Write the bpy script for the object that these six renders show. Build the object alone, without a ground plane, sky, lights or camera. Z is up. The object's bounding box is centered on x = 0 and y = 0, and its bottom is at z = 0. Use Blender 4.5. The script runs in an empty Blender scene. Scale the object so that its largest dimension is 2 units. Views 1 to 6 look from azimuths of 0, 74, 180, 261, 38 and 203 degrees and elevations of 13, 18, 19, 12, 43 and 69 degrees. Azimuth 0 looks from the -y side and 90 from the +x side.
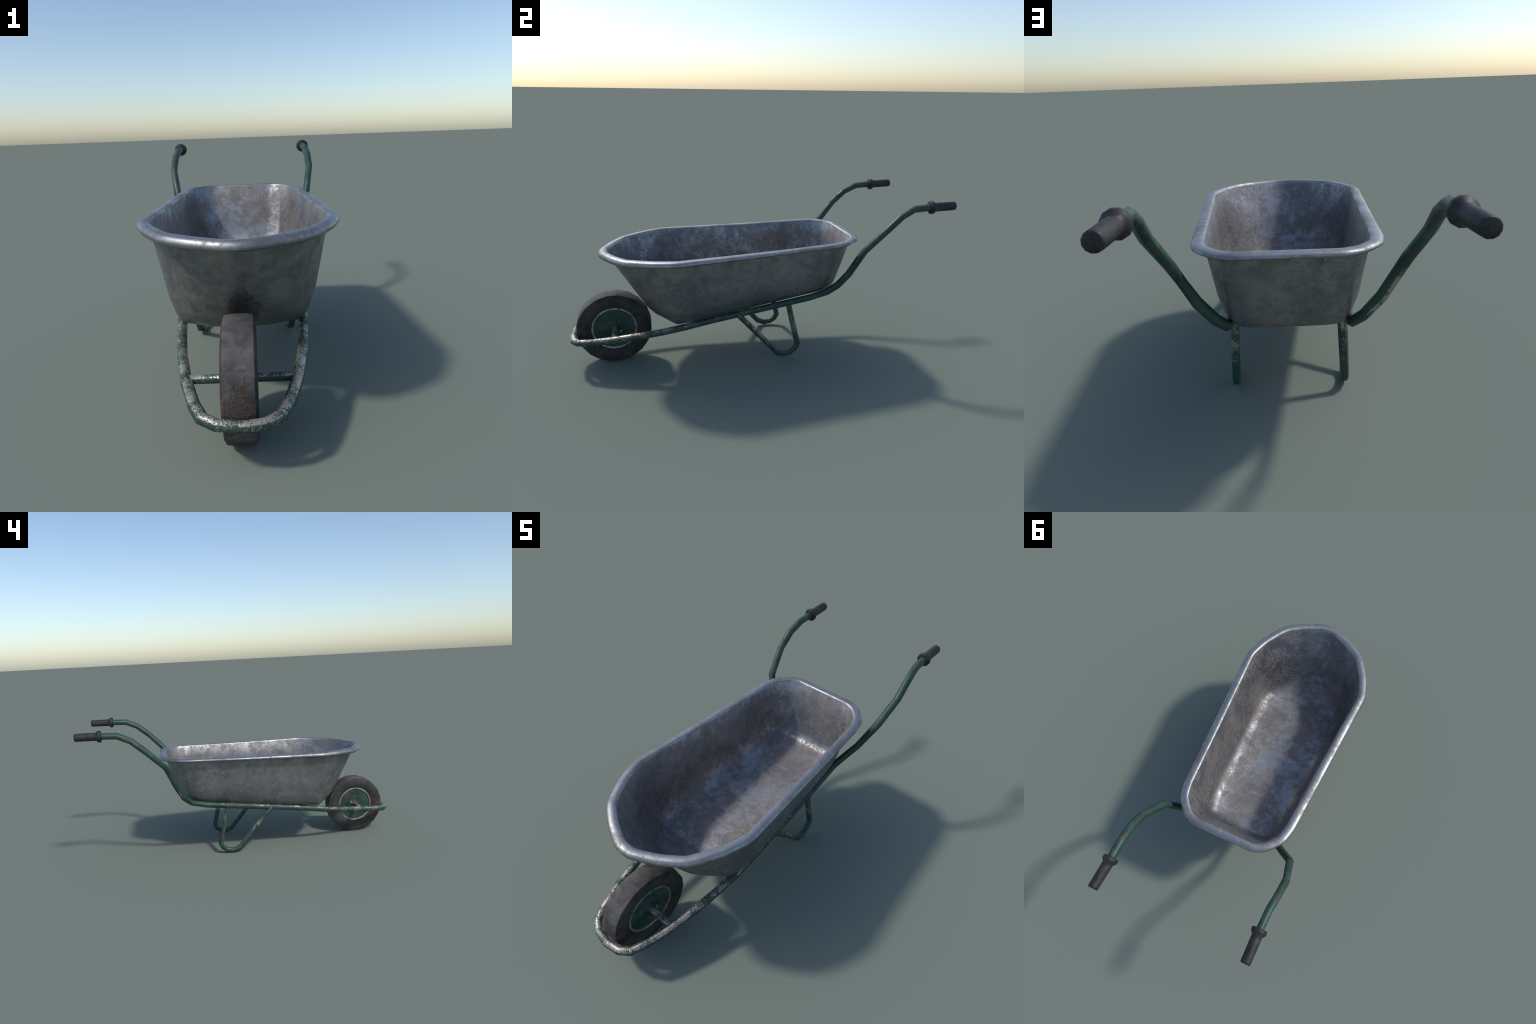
"""Garden wheelbarrow: galvanised steel tray on a chipped green tube frame with one rubber-tyred wheel."""
import bpy, math
from mathutils import Vector, Matrix

# ------------------------------------------------------------------ helpers
def lerp(a, b, t):
    return a + (b - a) * t

def smoothstep(a, b, x):
    t = min(1.0, max(0.0, (x - a) / (b - a)))  # works with a > b as well
    return t * t * (3 - 2 * t)

def make_object(name, verts, faces, mats, parent, smooth=True, slots=None, normals=None):
    mesh = bpy.data.meshes.new(name)
    mesh.from_pydata([tuple(v) for v in verts], [], faces)
    for m in mats:
        mesh.materials.append(m)
    for i, p in enumerate(mesh.polygons):
        p.use_smooth = smooth
        if slots:
            p.material_index = slots[i]
    mesh.update()
    if normals:
        mesh.normals_split_custom_set_from_vertices([tuple(n) for n in normals])
    ob = bpy.data.objects.new(name, mesh)
    bpy.context.scene.collection.objects.link(ob)
    ob.parent = parent
    return ob

def vertex_normals(verts, faces):
    acc = [Vector((0, 0, 0)) for _ in verts]
    for f in faces:
        pts = [verts[i] for i in f]
        n = Vector((0, 0, 0))
        for i in range(len(pts)):
            n += (pts[i] - pts[0]).cross(pts[(i + 1) % len(pts)] - pts[0])
        if n.length < 1e-12:
            continue
        n.normalize()
        for k, i in enumerate(f):
            a = (pts[k - 1] - pts[k])
            b = (pts[(k + 1) % len(pts)] - pts[k])
            if a.length > 1e-9 and b.length > 1e-9:
                acc[i] += n * a.angle(b)
    return [n.normalized() if n.length > 0 else Vector((0, 0, 1)) for n in acc]

def tube(points, radius, sides, up, cap=True):
    """Polygonal bent tube with mitred bends; a vertex of the section points along `up`."""
    pts = [Vector(p) for p in points]
    verts, faces = [], []
    n = len(pts)
    for i, p in enumerate(pts):
        d_in = (p - pts[i - 1]).normalized() if i > 0 else None
        d_out = (pts[i + 1] - p).normalized() if i < n - 1 else None
        if d_in is None:
            d_in = d_out
        if d_out is None:
            d_out = d_in
        t = (d_in + d_out).normalized()
        ref = Vector(up(i / (n - 1)) if callable(up) else up)
        # section is built square to the incoming run and slid on to the mitre plane
        side = d_in.cross(ref).normalized()
        top = side.cross(d_in).normalized()
        for k in range(sides):
            a = 2 * math.pi * k / sides
            off = (top * math.cos(a) + side * math.sin(a)) * radius
            off -= d_in * (off.dot(t) / d_in.dot(t))
            verts.append(p + off)
    for i in range(n - 1):
        for k in range(sides):
            a = i * sides + k
            b = i * sides + (k + 1) % sides
            faces.append((a, b, b + sides, a + sides))
    if cap:
        faces.append(tuple(range(sides))[::-1])
        faces.append(tuple((n - 1) * sides + k for k in range(sides)))
    # orient outwards
    f = faces[0]
    nrm = (verts[f[1]] - verts[f[0]]).cross(verts[f[2]] - verts[f[0]])
    if nrm.dot(verts[f[0]] - pts[0]) < 0:
        faces = [tuple(reversed(g)) for g in faces]
    return verts, faces

def lathe(profile, sides, origin, axis, start=0.0, close=False):
    """Revolve (along, radius) pairs round `axis`."""
    ax = Vector(axis).normalized()
    e1 = Vector((0, 0, 1))
    e1 = (e1 - ax * e1.dot(ax)).normalized()
    e2 = ax.cross(e1)
    o = Vector(origin)
    verts, faces = [], []
    for s, r in profile:
        for k in range(sides):
            a = start + 2 * math.pi * k / sides
            verts.append(o + ax * s + (e1 * math.cos(a) + e2 * math.sin(a)) * r)
    m = len(profile)
    for i in range(m if close else m - 1):
        j = (i + 1) % m
        for k in range(sides):
            k2 = (k + 1) % sides
            faces.append((i * sides + k, j * sides + k, j * sides + k2, i * sides + k2))
    if not close:
        if profile[0][1] > 1e-6:
            faces.append(tuple(range(sides)))
        if profile[-1][1] > 1e-6:
            faces.append(tuple((m - 1) * sides + k for k in range(sides))[::-1])
    # outwards check with the widest quad
    f = max(faces, key=lambda g: sum((verts[i] - o - ax * (verts[i] - o).dot(ax)).length for i in g) / len(g))
    nrm = (verts[f[1]] - verts[f[0]]).cross(verts[f[2]] - verts[f[0]])
    c = sum((verts[i] for i in f), Vector()) / len(f)
    rad = c - o - ax * (c - o).dot(ax)
    if nrm.dot(rad) < 0:
        faces = [tuple(reversed(g)) for g in faces]
    return verts, faces

def sharpen(ob, degrees):
    """Smooth shading with hard creases above an angle."""
    me = ob.data
    me.shade_smooth() if hasattr(me, "shade_smooth") else None
    if hasattr(me, "set_sharp_from_angle"):
        me.set_sharp_from_angle(angle=math.radians(degrees))

# ------------------------------------------------------------------ materials
class Nodes:
    def __init__(self, name):
        self.mat = bpy.data.materials.new(name)
        self.mat.use_nodes = True
        self.t = self.mat.node_tree
        self.t.nodes.clear()
        self.out = self.t.nodes.new("ShaderNodeOutputMaterial")
        self.bsdf = self.t.nodes.new("ShaderNodeBsdfPrincipled")
        self.t.links.new(self.bsdf.outputs[0], self.out.inputs[0])
        self.co = self.t.nodes.new("ShaderNodeTexCoord").outputs["Object"]

    def link(self, a, b):
        self.t.links.new(a, b)

    def put(self, sock, v):
        if isinstance(v, (int, float)):
            sock.default_value = v
        elif isinstance(v, (tuple, list)):
            sock.default_value = tuple(v) if len(v) == len(sock.default_value) else tuple(v) + (1.0,)
        else:
            self.link(v, sock)

    def mapping(self, scale=(1, 1, 1), rot=(0, 0, 0), loc=(0, 0, 0), src=None):
        n = self.t.nodes.new("ShaderNodeMapping")
        self.link(src or self.co, n.inputs[0])
        n.inputs["Scale"].default_value = scale
        n.inputs["Rotation"].default_value = rot
        n.inputs["Location"].default_value = loc
        return n.outputs[0]

    def noise(self, scale, detail=4, rough=0.55, distort=0.0, vec=None):
        n = self.t.nodes.new("ShaderNodeTexNoise")
        self.link(vec or self.co, n.inputs["Vector"])
        n.inputs["Scale"].default_value = scale
        n.inputs["Detail"].default_value = detail
        n.inputs["Roughness"].default_value = rough
        n.inputs["Distortion"].default_value = distort
        return n.outputs["Fac"]

    def voronoi(self, scale, feature="F1", vec=None):
        n = self.t.nodes.new("ShaderNodeTexVoronoi")
        n.feature = feature
        self.link(vec or self.co, n.inputs["Vector"])
        n.inputs["Scale"].default_value = scale
        return n.outputs["Distance"]

    def math(self, op, a, b=0.0, clamp=False):
        n = self.t.nodes.new("ShaderNodeMath")
        n.operation = op
        n.use_clamp = clamp
        self.put(n.inputs[0], a)
        self.put(n.inputs[1], b)
        return n.outputs[0]

    def step(self, v, lo, hi, to_lo=0.0, to_hi=1.0):
        n = self.t.nodes.new("ShaderNodeMapRange")
        n.interpolation_type = "SMOOTHSTEP"
        self.put(n.inputs["Value"], v)
        n.inputs["From Min"].default_value = lo
        n.inputs["From Max"].default_value = hi
        n.inputs["To Min"].default_value = to_lo
        n.inputs["To Max"].default_value = to_hi
        return n.outputs["Result"]

    def mix(self, fac, a, b):
        n = self.t.nodes.new("ShaderNodeMix")
        n.data_type = "RGBA"
        self.put(n.inputs[0], fac)
        self.put(n.inputs[6], a)
        self.put(n.inputs[7], b)
        return n.outputs[2]

    def mixf(self, fac, a, b):
        n = self.t.nodes.new("ShaderNodeMix")
        n.data_type = "FLOAT"
        self.put(n.inputs[0], fac)
        self.put(n.inputs[2], a)
        self.put(n.inputs[3], b)
        return n.outputs[0]

    def xyz(self):
        n = self.t.nodes.new("ShaderNodeSeparateXYZ")
        self.link(self.co, n.inputs[0])
        return n.outputs

    def bump(self, height, strength, distance):
        n = self.t.nodes.new("ShaderNodeBump")
        n.inputs["Strength"].default_value = strength
        n.inputs["Distance"].default_value = distance
        self.link(height, n.inputs["Height"])
        self.link(n.outputs[0], self.bsdf.inputs["Normal"])

    def finish(self, color, rough, metal=0.0, spec=0.5):
        b = self.bsdf
        self.put(b.inputs["Base Color"], color)
        self.put(b.inputs["Roughness"], rough)
        self.put(b.inputs["Metallic"], metal)
        self.put(b.inputs["Specular IOR Level"], spec)
        return self.mat

def scratches(m, seed, count=3):
    """Hair-thin curved scratch lines: level lines of a soft noise, broken up by a second one."""
    total = None
    for i in range(count):
        vec = m.mapping(scale=(1, 1, 0.6 + 0.5 * i), rot=(0.6 * i + seed, 0.9 * i, 0.4), loc=(i * 3.1 + seed, i, 0))
        n = m.noise(5.0 + 2.5 * i, 1, 0.4, 0.0, vec)
        line = m.step(m.math("ABSOLUTE", m.math("SUBTRACT", n, 0.5)), 0.0, 0.0045, 1.0, 0.0)
        gate = m.step(m.noise(9.0 + 2 * i, 2, 0.5, 0, m.mapping(loc=(seed * 2 + i * 5, i, 3))), 0.56, 0.66)
        s = m.math("MULTIPLY", line, gate)
        total = s if total is None else m.math("MAXIMUM", total, s)
    return total

def metal_material(name, light, dark, dirt_level, dirt_strength, rough, seed, pits, relief, stain=None):
    m = Nodes(name)
    base = m.mapping(loc=(seed, seed * 1.7, seed * 0.3))
    big = m.noise(6.0, 7, 0.66, 0.5, base)
    mid = m.noise(30.0, 6, 0.68, 0.2, base)
    fine = m.noise(210.0, 3, 0.6, 0.0, base)
    tone = m.math("ADD", m.math("MULTIPLY", big, 0.50), m.math("ADD", m.math("MULTIPLY", mid, 0.32), m.math("MULTIPLY", fine, 0.18)))
    fac = m.step(tone, 0.41, 0.59)
    zinc = m.mix(fac, dark, light)
    # brown earth film in ragged patches
    d1 = m.noise(6.5, 10, 0.74, 0.3, m.mapping(loc=(seed + 4.0, 1.3, 7.7)))
    d2 = m.noise(75.0, 6, 0.72, 0.0, m.mapping(loc=(seed, 9.0, 2.0)))
    d = m.math("ADD", m.math("MULTIPLY", d1, 0.64), m.math("MULTIPLY", d2, 0.36))
    dirt = m.step(d, dirt_level - 0.015, dirt_level + 0.03)
    dirt_col = m.mix(m.step(d2, 0.3, 0.7), (0.115, 0.095, 0.082), (0.235, 0.200, 0.174))
    film = m.math("MULTIPLY", dirt, dirt_strength)
    col = m.mix(film, zinc, dirt_col)
    # dark pitting specks in colonies
    pit = m.math("MULTIPLY", m.step(m.noise(130.0, 3, 0.6, 0.4, base), 0.60, 0.68), m.step(m.noise(10.0, 4, 0.6, 0.0, m.mapping(loc=(seed, 3, 1))), 0.50, 0.60))
    pit = m.math("MULTIPLY", pit, pits)
    col = m.mix(pit, col, (0.060, 0.056, 0.058))
    if stain:
        # ragged dark smear of mud and rubber thrown up by the wheel
        d = [m.math("MULTIPLY", m.math("SUBTRACT", u, c), k) for u, c, k in zip(m.xyz(), stain, (1.5, 0.6, 1.0))]
        dist = m.math("SQRT", m.math("ADD", m.math("MULTIPLY", d[0], d[0]), m.math("ADD", m.math("MULTIPLY", d[1], d[1]), m.math("MULTIPLY", d[2], d[2]))))
        smear = m.step(m.math("ADD", m.step(dist, 0.02, 0.16, 0.34, 0.0), m.math("MULTIPLY", mid, 0.55)), 0.44, 0.54)
        col = m.mix(m.math("MULTIPLY", smear, 0.55), col, (0.062, 0.056, 0.053))
    scr = scratches(m, seed)
    col = m.mix(m.math("MULTIPLY", scr, 0.38), col, (0.60, 0.62, 0.64))
    r = m.mixf(fac, rough + 0.10, rough - 0.06)
    r = m.mixf(film, r, 0.68)
    r = m.math("ADD", r, m.math("MULTIPLY", pit, 0.25))
    metal = m.mixf(film, 0.92, 0.25)
    metal = m.math("MULTIPLY", metal, m.math("SUBTRACT", 1.0, m.math("MULTIPLY", pit, 0.6)))
    h = m.math("ADD", m.math("MULTIPLY", mid, 0.35), m.math("MULTIPLY", m.math("SUBTRACT", dirt, pit), 0.3))
    m.bump(h, relief, 0.004)
    return m.finish(col, r, metal, 0.4)

def paint_material(name, seed, worn):
    """Green enamel chipped to bright steel, with rust blooms. worn(m, xyz) -> wear 0..1 socket."""
    m = Nodes(name)
    x, y, z = m.xyz()
    n1 = m.noise(14.0, 5, 0.6, 0.2, m.mapping(loc=(seed, 0, 0)))
    fine = m.noise(200.0, 5, 0.68, 0.5, m.mapping(loc=(0, seed, 0)))
    green = m.mix(m.step(n1, 0.35, 0.65), (0.012, 0.041, 0.031), (0.026, 0.072, 0.055))
    # faded, chalky streaks
    chalk = m.step(m.noise(45.0, 6, 0.7, 0.4, m.mapping(loc=(seed, 5, 2))), 0.55, 0.72)
    green = m.mix(m.math("MULTIPLY", chalk, 0.45), green, (0.105, 0.135, 0.115))
    # rust
    rust = m.step(m.math("ADD", m.math("MULTIPLY", m.noise(16.0, 5, 0.6, 0.3, m.mapping(loc=(2, seed, 8))), 0.68), m.math("MULTIPLY", fine, 0.32)), 0.535, 0.585)
    rust_col = m.mix(fine, (0.055, 0.024, 0.017), (0.165, 0.082, 0.058))
    col = m.mix(m.math("MULTIPLY", rust, 0.7), green, rust_col)
    # chips
    wear = worn(m, x, y, z)
    patch = m.noise(20.0, 3, 0.6, 0.0, m.mapping(loc=(seed, 7, 4)))
    lvl = m.math("ADD", m.math("MULTIPLY", fine, 0.62), m.math("MULTIPLY", patch, 0.38))
    lvl = m.math("ADD", lvl, m.math("MULTIPLY", wear, 0.16))
    chip = m.step(lvl, 0.60, 0.63)
    steel = m.mix(m.noise(260.0, 2, 0.5), (0.27, 0.245, 0.215), (0.56, 0.51, 0.45))
    col = m.mix(chip, col, steel)
    rough = m.mixf(chip, m.mixf(rust, 0.46, 0.8), 0.36)
    metal = m.math("MULTIPLY", chip, 0.65)
    m.bump(m.math("SUBTRACT", m.math("ADD", m.math("MULTIPLY", chalk, 0.2), m.math("MULTIPLY", rust, 0.3)), m.math("MULTIPLY", chip, 0.5)), 0.35, 0.002)
    return m.finish(col, rough, metal, 0.45)

def up_edge(m):
    g = m.t.nodes.new("ShaderNodeNewGeometry")
    s = m.t.nodes.new("ShaderNodeSeparateXYZ")
    m.link(g.outputs["True Normal"], s.inputs[0])
    return s.outputs[2]

def frame_wear(m, x, y, z):
    front = m.step(y, -0.95, 0.55, 1.0, 0.0)          # rubbed bare towards the front loop
    up = m.step(up_edge(m), 0.2, 0.75)                # scuffs sit on top of the tubes
    a = m.math("MULTIPLY", front, m.math("ADD", m.math("MULTIPLY", up, 0.45), 0.34))
    a = m.math("SUBTRACT", a, m.step(y, 0.15, 0.6, 0.0, 0.15))
    # scraped patch on the back of one handle, where it rubs
    d = [m.math("SUBTRACT", u, c) for u, c in ((x, -0.290), (y, 0.465), (z, 0.500))]
    dist = m.math("SQRT", m.math("ADD", m.math("MULTIPLY", d[0], d[0]), m.math("ADD", m.math("MULTIPLY", d[1], d[1]), m.math("MULTIPLY", d[2], d[2]))))
    side = m.t.nodes.new("ShaderNodeSeparateXYZ")
    g = m.t.nodes.new("ShaderNodeNewGeometry")
    m.link(g.outputs["True Normal"], side.inputs[0])
    scrape = m.math("MULTIPLY", m.step(dist, 0.07, 0.16, 1.1, 0.0), m.math("MULTIPLY", m.step(side.outputs[0], 0.15, 0.45, 1.0, 0.0), m.step(side.outputs[1], 0.0, 0.3)))
    return m.math("ADD", a, scrape)

def leg_wear(m, x, y, z):
    return m.step(z, 0.05, 0.20, -0.10, 0.50)

def wheel_wear(m, x, y, z):
    # worn ring at the disc edge and on the hub step
    dy = m.math("SUBTRACT", y, WHEEL[1])
    dz = m.math("SUBTRACT", z, WHEEL[2])
    r = m.math("SQRT", m.math("ADD", m.math("MULTIPLY", dy, dy), m.math("MULTIPLY", dz, dz)))
    edge = m.step(r, 0.1045, 0.1085)
    hub = m.math("SUBTRACT", 1.0, m.math("MULTIPLY", m.math("ABSOLUTE", m.math("SUBTRACT", r, 0.0525)), 500.0), True)
    return m.math("SUBTRACT", m.math("MAXIMUM", m.math("MULTIPLY", edge, 1.35), m.math("MULTIPLY", hub, 1.1)), 0.42)

def axle_wear(m, x, y, z):
    return m.math("ADD", m.math("MULTIPLY", m.step(up_edge(m), 0.0, 0.6), 0.6), 0.2)

def rubber_material(name, dust_scale, tyre):
    m = Nodes(name)
    x, y, z = m.xyz()
    n = m.noise(dust_scale, 6, 0.65, 0.3)
    f = m.noise(150.0, 4, 0.6)
    if tyre:
        side = m.mix(m.step(n, 0.35, 0.68), (0.024, 0.024, 0.025), (0.056, 0.053, 0.052))
        tread = m.mix(m.step(n, 0.32, 0.66), (0.040, 0.037, 0.036), (0.112, 0.104, 0.101))
        wy = m.math("SUBTRACT", y, WHEEL[1])
        wz = m.math("SUBTRACT", z, WHEEL[2])
        rad = m.math("SQRT", m.math("ADD", m.math("MULTIPLY", wy, wy), m.math("MULTIPLY", wz, wz)))
        col = m.mix(m.step(m.math("ADD", rad, m.math("MULTIPLY", n, 0.005)), 0.1875, 0.1915), side, tread)
        # rusty mud caked on one part of the wheel
        dy = m.math("ADD", y, 0.94)
        dz = m.math("SUBTRACT", z, 0.175)
        dist = m.math("SQRT", m.math("ADD", m.math("MULTIPLY", dy, dy), m.math("MULTIPLY", dz, dz)))
        near = m.step(dist, 0.02, 0.20, 0.17, -0.055)
        mudn = m.math("ADD", m.math("MULTIPLY", m.noise(28.0, 6, 0.7, 0.4), 0.7), m.math("MULTIPLY", f, 0.3))
        mud = m.step(m.math("ADD", mudn, near), 0.59, 0.70)
        col = m.mix(m.math("MULTIPLY", mud, 0.85), col, m.mix(f, (0.035, 0.024, 0.019), (0.135, 0.088, 0.069)))
        m.bump(m.math("ADD", m.math("MULTIPLY", f, 0.25), m.math("MULTIPLY", m.math("MULTIPLY", mud, mudn), 1.6)), 0.6, 0.006)
        return m.finish(col, m.mixf(mud, 0.72, 0.9), 0.0, 0.3)
    col = m.mix(m.step(n, 0.35, 0.7), (0.015, 0.015, 0.017), (0.042, 0.038, 0.036))
    m.bump(f, 0.15, 0.002)
    return m.finish(col, 0.55, 0.0, 0.4)

WHEEL = (-0.005, -0.769, 0.192)

mat_out = metal_material("galvanised_steel_outside", (0.325, 0.328, 0.328), (0.185, 0.190, 0.192), 0.515, 0.42, 0.50, 1.3, 0.25, 0.10, (0.01, -0.62, 0.35))
mat_in = metal_material("galvanised_steel_inside", (0.345, 0.347, 0.355), (0.185, 0.185, 0.19), 0.500, 0.62, 0.48, 6.1, 0.9, 0.25)
mat_rim = metal_material("galvanised_steel_rim", (0.39, 0.39, 0.395), (0.24, 0.24, 0.248), 0.545, 0.45, 0.46, 3.4, 0.5, 0.20)
mat_frame = paint_material("green_paint_chipped_frame", 0.7, frame_wear)
mat_leg = paint_material("green_paint_chipped_leg", 2.9, leg_wear)
mat_axle = paint_material("worn_painted_axle", 5.2, axle_wear)
mat_wheel = paint_material("green_paint_wheel_disc", 8.8, wheel_wear)
mat_tyre = rubber_material("dusty_rubber_tyre", 11.0, True)
mat_grip = rubber_material("black_rubber_grip", 30.0, False)
_m = Nodes("dull_valve_metal")
mat_valve = _m.finish(_m.mix(_m.noise(200.0), (0.20, 0.18, 0.16), (0.36, 0.33, 0.29)), 0.5, 0.3)

# ------------------------------------------------------------------ root
root = bpy.data.objects.new("wheelbarrow", None)
bpy.context.scene.collection.objects.link(root)
root["label"] = "old galvanised wheelbarrow with chipped green tube frame"
root["category"] = "wheelbarrow"

# ------------------------------------------------------------------ tray
def floor_z(y):
    return 0.3125 + 0.1235 * y

def rim_bottom(y):
    return 0.6230 + 0.031 * y - 0.05 * max(0.0, -0.45 - y) ** 2

def rim_height(y):
    return lerp(0.031, 0.018, smoothstep(-0.82, 0.2, y))

# half outline from rear centre to front centre:
# rim outer edge (x, y) | foot of the wall (x, y, height over floor plane) | floor edge (x, y)
KEYS = [
    ((0.000, 0.549), (0.000, 0.432, 0.046), (0.000, 0.394)),
    ((0.080, 0.549), (0.062, 0.432, 0.046), (0.055, 0.394)),
    ((0.160, 0.547), (0.127, 0.431, 0.048), (0.112, 0.392)),
    ((0.218, 0.520), (0.186, 0.418, 0.065), (0.146, 0.386)),
    ((0.280, 0.446), (0.219, 0.370, 0.092), (0.164, 0.352)),
    ((0.300, 0.360), (0.236, 0.310, 0.098), (0.172, 0.300)),
    "side",
    ((0.350, -0.440), (0.273, -0.375, 0.090), (0.198, -0.360)),
    ((0.347, -0.468), (0.268, -0.402, 0.088), (0.200, -0.395)),
    ((0.313, -0.576), (0.243, -0.474, 0.083), (0.200, -0.455)),
    ((0.237, -0.704), (0.177, -0.541, 0.078), (0.150, -0.464)),
    ((0.142, -0.770), (0.108, -0.583, 0.077), (0.092, -0.468)),
    ((0.036, -0.817), (0.032, -0.602, 0.078), (0.032, -0.472)),
    ((0.000, -0.819), (0.000, -0.603, 0.078), (0.000, -0.473)),
]
ROUND = 0.55     # how far the bends between the keys are rounded

def between(k0, k1, k2, k3, t):
    """Point between keys k1 and k2, partly rounded off towards a smooth curve."""
    res = []
    for u0, u1, u2, u3 in zip(k0, k1, k2, k3):
        p0, p1, p2, p3 = (Vector(u[:2]) for u in (u0, u1, u2, u3))
        L = (p2 - p1).length
        d0 = ((p1 - p0).normalized() + (p2 - p1).normalized()).normalized() * L
        d1 = ((p2 - p1).normalized() + (p3 - p2).normalized()).normalized() * L
        curve = (p1 * (2 * t ** 3 - 3 * t ** 2 + 1) + d0 * (t ** 3 - 2 * t ** 2 + t)
                 + p2 * (3 * t ** 2 - 2 * t ** 3) + d1 * (t ** 3 - t ** 2))
        q = p1.lerp(p2, t).lerp(curve, ROUND)
        res.append((q.x, q.y) + tuple(lerp(a, b, t) for a, b in zip(u1[2:], u2[2:])))
    return tuple(res)

def mirror_key(k):
    return tuple((-u[0],) + tuple(u[1:]) for u in k)

cols = []
for i, k in enumerate(KEYS):
    if k == "side":
        a, b = KEYS[i - 1], KEYS[i + 1]
        for t in (0.06, 0.22, 0.38, 0.54, 0.70, 0.84, 0.95):
            cols.append(tuple(tuple(lerp(p, q, t) for p, q in zip(u, v)) for u, v in zip(a, b)))
        continue
    cols.append(k)
    if i + 1 < len(KEYS) and KEYS[i + 1] != "side":
        k0 = mirror_key(KEYS[1]) if i == 0 else KEYS[i - 1]
        if k0 == "side":
            k0 = KEYS[i - 2]
        k3 = mirror_key(KEYS[-2]) if i + 2 >= len(KEYS) else KEYS[i + 2]
        if k3 == "side":
            k3 = KEYS[i + 3]
        if (Vector(k[0]) - Vector(KEYS[i + 1][0])).length > 0.05:
            for t in (0.25, 0.5, 0.75):
                cols.append(between(k0, k, KEYS[i + 1], k3, t))
H = len(cols)
ring = cols + [tuple((-u[0],) + tuple(u[1:]) for u in c) for c in cols[-2:0:-1]]
N = len(ring)

def inset(outline, d):
    """Move a closed outline inwards by d, mitred at its corners."""
    res = []
    n = len(outline)
    for i in range(n):
        p = Vector(outline[i])
        e1 = (p - Vector(outline[i - 1])).normalized()
        e2 = (Vector(outline[(i + 1) % n]) - p).normalized()
        n1 = Vector((e1.y, -e1.x)); n2 = Vector((e2.y, -e2.x))
        b = (n1 + n2).normalized()
        res.append(p + b * d / max(0.5, b.dot(n1)))
    return res

outer = [c[0] for c in ring]
area = sum(outer[i][0] * outer[(i + 1) % N][1] - outer[(i + 1) % N][0] * outer[i][1] for i in range(N))
SIGN = 1.0 if area < 0 else -1.0

def rim_ring(d, fz, nose=0.0):
    """Outline inset by d (and by a further `nose` at the front), at height fz over the rim's lower edge."""
    o = inset(outer, d * SIGN)
    o2 = inset(outer, (d + nose) * SIGN)
    o = [o[i].lerp(o2[i], smoothstep(-0.40, -0.65, outer[i][1]) if nose else 0.0) for i in range(N)]
    return [Vector((o[i].x, o[i].y, rim_bottom(outer[i][1]) + fz(rim_height(outer[i][1])))) for i in range(N)]

def wall_rings(gap, lip):
    """Rings of one face of the sheet, top to floor edge. gap > 0 moves it inwards (inner face)."""
    foot, fl = [], []
    fo = inset([c[1][:2] for c in ring], gap * SIGN)
    fe = inset([c[2][:2] for c in ring], gap * 2.2 * SIGN)
    for i, c in enumerate(ring):
        foot.append(Vector((fo[i].x, fo[i].y, floor_z(c[1][1]) + c[1][2])))
        fl.append(Vector((fe[i].x, fe[i].y, floor_z(c[2][1]) + gap)))
    rings = []
    for t in (0.0, 0.35, 0.7):
        rings.append([lip[i].lerp(foot[i], t) for i in range(N)])
    # rounded foot: quadratic curve with its corner where wall and floor planes meet
    for t in (0.0, 0.3, 0.65, 1.0):
        rr = []
        for i in range(N):
            d = foot[i] - lip[i]
            k = (foot[i].z - fl[i].z) / max(1e-6, -d.z)
            ctrl = foot[i] + d * k
            ctrl = fl[i].lerp(ctrl, 0.86)
            rr.append(foot[i] * (1 - t) ** 2 + ctrl * 2 * t * (1 - t) + fl[i] * t * t)
        rings.append(rr)
    return rings

class Shell:
    def __init__(self):
        self.v, self.f, self.tag = [], [], []
    def ring(self, pts):
        s = len(self.v)
        self.v += pts
        return list(range(s, s + N))
    def band(self, a, b, tag):
        for i in range(N):
            j = (i + 1) % N
            self.f.append((a[i], a[j], b[j], b[i]))
            self.tag.append(tag)
    def floor(self, a, tag, flip):
        """Close a ring across the middle, joining mirrored columns."""
        for i in range(H - 1):
            l0, l1 = a[i], a[i + 1]
            r0, r1 = a[(N - i) % N], a[(N - i - 1) % N]
            q = [l0, l1, r1, r0]
            q = [x for k, x in enumerate(q) if x not in q[:k]]
            if len(q) > 2:
                self.f.append(tuple(q[::-1]) if flip else tuple(q))
                self.tag.append(tag)

sh = Shell()
# outside face
top_out = rim_ring(0.0395, lambda h: 0.006, 0.004)
ids = [sh.ring(r) for r in wall_rings(0.0, top_out)]
for a, b in zip(ids, ids[1:]):
    sh.band(a, b, 0)
sh.floor(ids[-1], 0, False)
# rolled rim, from under the lip over the top to the inside
prof = [(0.0425, lambda h: 0.004), (0.020, lambda h: 0.001), (0.006, lambda h: 0.0), (0.0005, lambda h: 0.24 * h),
        (0.0015, lambda h: 0.54 * h), (0.0065, lambda h: 0.82 * h), (0.0155, lambda h: 0.96 * h),
        (0.0270, lambda h: 1.00 * h), (0.0355, lambda h: 0.97 * h), (0.0395, lambda h: 0.86 * h), (0.0430, lambda h: 0.62 * h)]
rr = [sh.ring(rim_ring(d, fz, 0.003 if d > 0.03 else 0.0)) for d, fz in prof]
for a, b in zip(rr, rr[1:]):
    sh.band(a, b, 2)
# inside face continues from the last rim ring
inner = wall_rings(0.006, sh.v[rr[-1][0]:rr[-1][0] + N])
prev = rr[-1]
last = None
for r in inner[1:]:
    cur = sh.ring(r)
    sh.band(prev, cur, 1)
    prev = cur
sh.floor(prev, 1, True)
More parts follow.
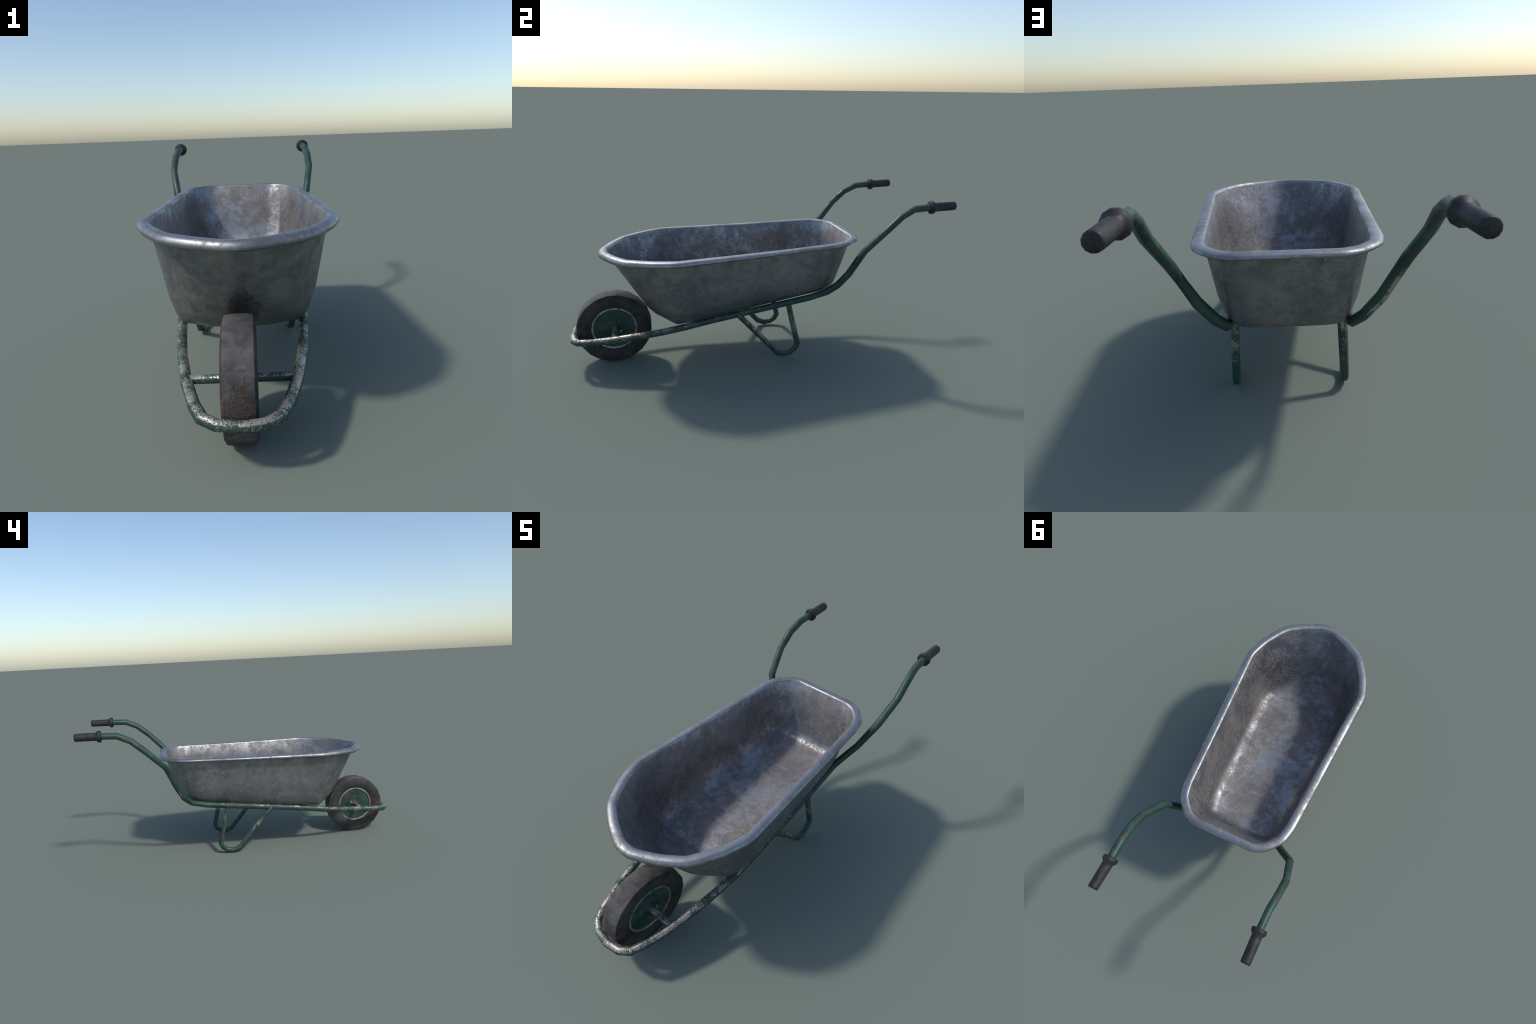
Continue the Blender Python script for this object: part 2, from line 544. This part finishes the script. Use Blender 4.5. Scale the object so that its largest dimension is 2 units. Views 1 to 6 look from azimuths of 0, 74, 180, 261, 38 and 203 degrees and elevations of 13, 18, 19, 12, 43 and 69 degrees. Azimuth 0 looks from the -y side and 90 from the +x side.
# every band must face out of the sheet
def orient(faces, tags):
    res = []
    for f, t in zip(faces, tags):
        pts = [sh.v[i] for i in f]
        n = Vector()
        for i in range(len(pts)):
            n += (pts[i] - pts[0]).cross(pts[(i + 1) % len(pts)] - pts[0])
        c = sum(pts, Vector()) / len(pts)
        if t == 0:      # away from the middle of the load space
            want = c - Vector((0, -0.1, 0.50))
        elif t == 1:
            want = Vector((0, -0.1, 0.55)) - c
        else:           # away from the core line of the roll
            i0 = f[0]
            k = (i0 - rr[0][0]) % N
            core = sh.v[rr[0][k]].lerp(sh.v[rr[5][k]], 0.6)
            core.z = rim_bottom(outer[k][1]) + 0.45 * rim_height(outer[k][1])
            want = c - core
        res.append(tuple(reversed(f)) if n.dot(want) < 0 else f)
    return res
sh.f = orient(sh.f, sh.tag)
norms = vertex_normals(sh.v, sh.f)

def part(tags, name, mats, parent):
    keep = [i for i, t in enumerate(sh.tag) if t in tags]
    used = sorted({v for i in keep for v in sh.f[i]})
    remap = {v: k for k, v in enumerate(used)}
    return make_object(name, [sh.v[v] for v in used], [tuple(remap[v] for v in sh.f[i]) for i in keep],
                       mats, parent, True, [tags.index(sh.tag[i]) if len(mats) > 1 else 0 for i in keep],
                       [norms[v] for v in used])

tray = part([0, 1], "tray", [mat_out, mat_in], root)
part([2], "rolled_rim", [mat_rim], tray)

# ------------------------------------------------------------------ frame: one bent tube from grip to grip
half = [(0.3565, 0.985, 0.8415), (0.354, 0.864, 0.839), (0.3555, 0.767, 0.8345), (0.363, 0.690, 0.799), (0.365, 0.613, 0.732),
        (0.338, 0.506, 0.621), (0.278, 0.454, 0.481), (0.231, 0.414, 0.402), (0.204, 0.365, 0.358),
        (0.2035, 0.268, 0.334), (0.213, 0.000, 0.302), (0.2205, -0.300, 0.2650), (0.2215, -0.410, 0.2465), (0.210, -0.525, 0.2260), (0.197, -0.632, 0.2115),
        (0.168, -0.780, 0.190), (0.134, -0.893, 0.173), (0.109, -0.946, 0.1645), (0.066, -0.9735, 0.1585), (0.0, -0.9825, 0.156)]
path = half + [(-p[0], p[1], p[2]) for p in half[-2::-1]]
v, f = tube(path, 0.0190, 6, (0, 0.02, 1))
make_object("frame", v, f, [mat_frame], root)

# ------------------------------------------------------------------ legs: bent loops under the tray
leg_path = [(0.203, 0.140, 0.318), (0.202, 0.147, 0.297), (0.202, 0.2015, 0.066), (0.204, 0.186, 0.038), (0.206, 0.158, 0.0215),
            (0.209, 0.120, 0.0163), (0.214, 0.081, 0.031), (0.2205, -0.125, 0.270), (0.221, -0.140, 0.286)]
for s in (1, -1):
    pts = [(s * p[0], p[1], p[2]) for p in leg_path]
    v, f = tube(pts, 0.0160, 6, (1, 0, 0))
    make_object("leg", v, f, [mat_leg], root)

# ------------------------------------------------------------------ grips
grip_profile = [(-0.012, 0.0180), (-0.012, 0.0300), (-0.008, 0.0345), (0.004, 0.0345), (0.010, 0.0310), (0.017, 0.0240),
                (0.030, 0.0236), (0.126, 0.0230), (0.1335, 0.0218), (0.136, 0.0185)]
for s in (1, -1):
    axis = Vector((s * 0.0025, 0.121, 0.0025))
    v, f = lathe(grip_profile, 12, (s * 0.354, 0.864, 0.839), axis, math.pi / 12)
    g = make_object("grip", v, f, [mat_grip], root)
    sharpen(g, 55)

# ------------------------------------------------------------------ wheel
SEG = 20
a0 = math.pi / SEG
disc_side = [(0.044, 0.0), (0.0440, 0.0200), (0.0425, 0.0225), (0.0365, 0.0245), (0.0360, 0.0480), (0.0385, 0.0500), (0.0385, 0.0535), (0.0350, 0.0560), (0.0370, 0.1045), (0.0400, 0.1065), (0.0430, 0.1120), (0.0410, 0.1175)]
disc_profile = [(-s, r) for s, r in disc_side] + disc_side[::-1]
disc_profile = [(s, max(r, 0.0005)) for s, r in disc_profile]
v, f = lathe(disc_profile, 40, WHEEL, (1, 0, 0), 0.0)
wheel = make_object("wheel", v, f, [mat_wheel], root)
sharpen(wheel, 50)
tyre_profile = [(-0.0370, 0.1140), (-0.0440, 0.1280), (-0.0520, 0.1480), (-0.0525, 0.1640), (-0.0500, 0.1800), (-0.0430, 0.1915), (-0.0250, 0.1945),
                (0.0250, 0.1945), (0.0430, 0.1915), (0.0500, 0.1800), (0.0525, 0.1640), (0.0520, 0.1480), (0.0440, 0.1280), (0.0370, 0.1140)]
v, f = lathe(tyre_profile, SEG, WHEEL, (1, 0, 0), a0, close=True)
tyre = make_object("tyre", v, f, [mat_tyre], wheel)
sharpen(tyre, 38)
v, f = tube([(-0.165, WHEEL[1], WHEEL[2] - 0.001), (0.0, WHEEL[1], WHEEL[2] - 0.001), (0.165, WHEEL[1], WHEEL[2] - 0.001)], 0.0155, 6, (0, 0, 1))
make_object("axle", v, f, [mat_axle], root)
for s, (y, z) in ((1, (-0.738, 0.176)), (-1, (-0.742, 0.208))):
    v, f = lathe([(0.0, 0.0088), (0.020, 0.0082), (0.021, 0.0060), (0.0190, 0.0040), (0.0190, 0.0010)], 12, (WHEEL[0] + s * 0.025, y, z), (s, 0, 0))
    vs = make_object("valve_stem", v, f, [mat_valve], wheel)
    sharpen(vs, 40)
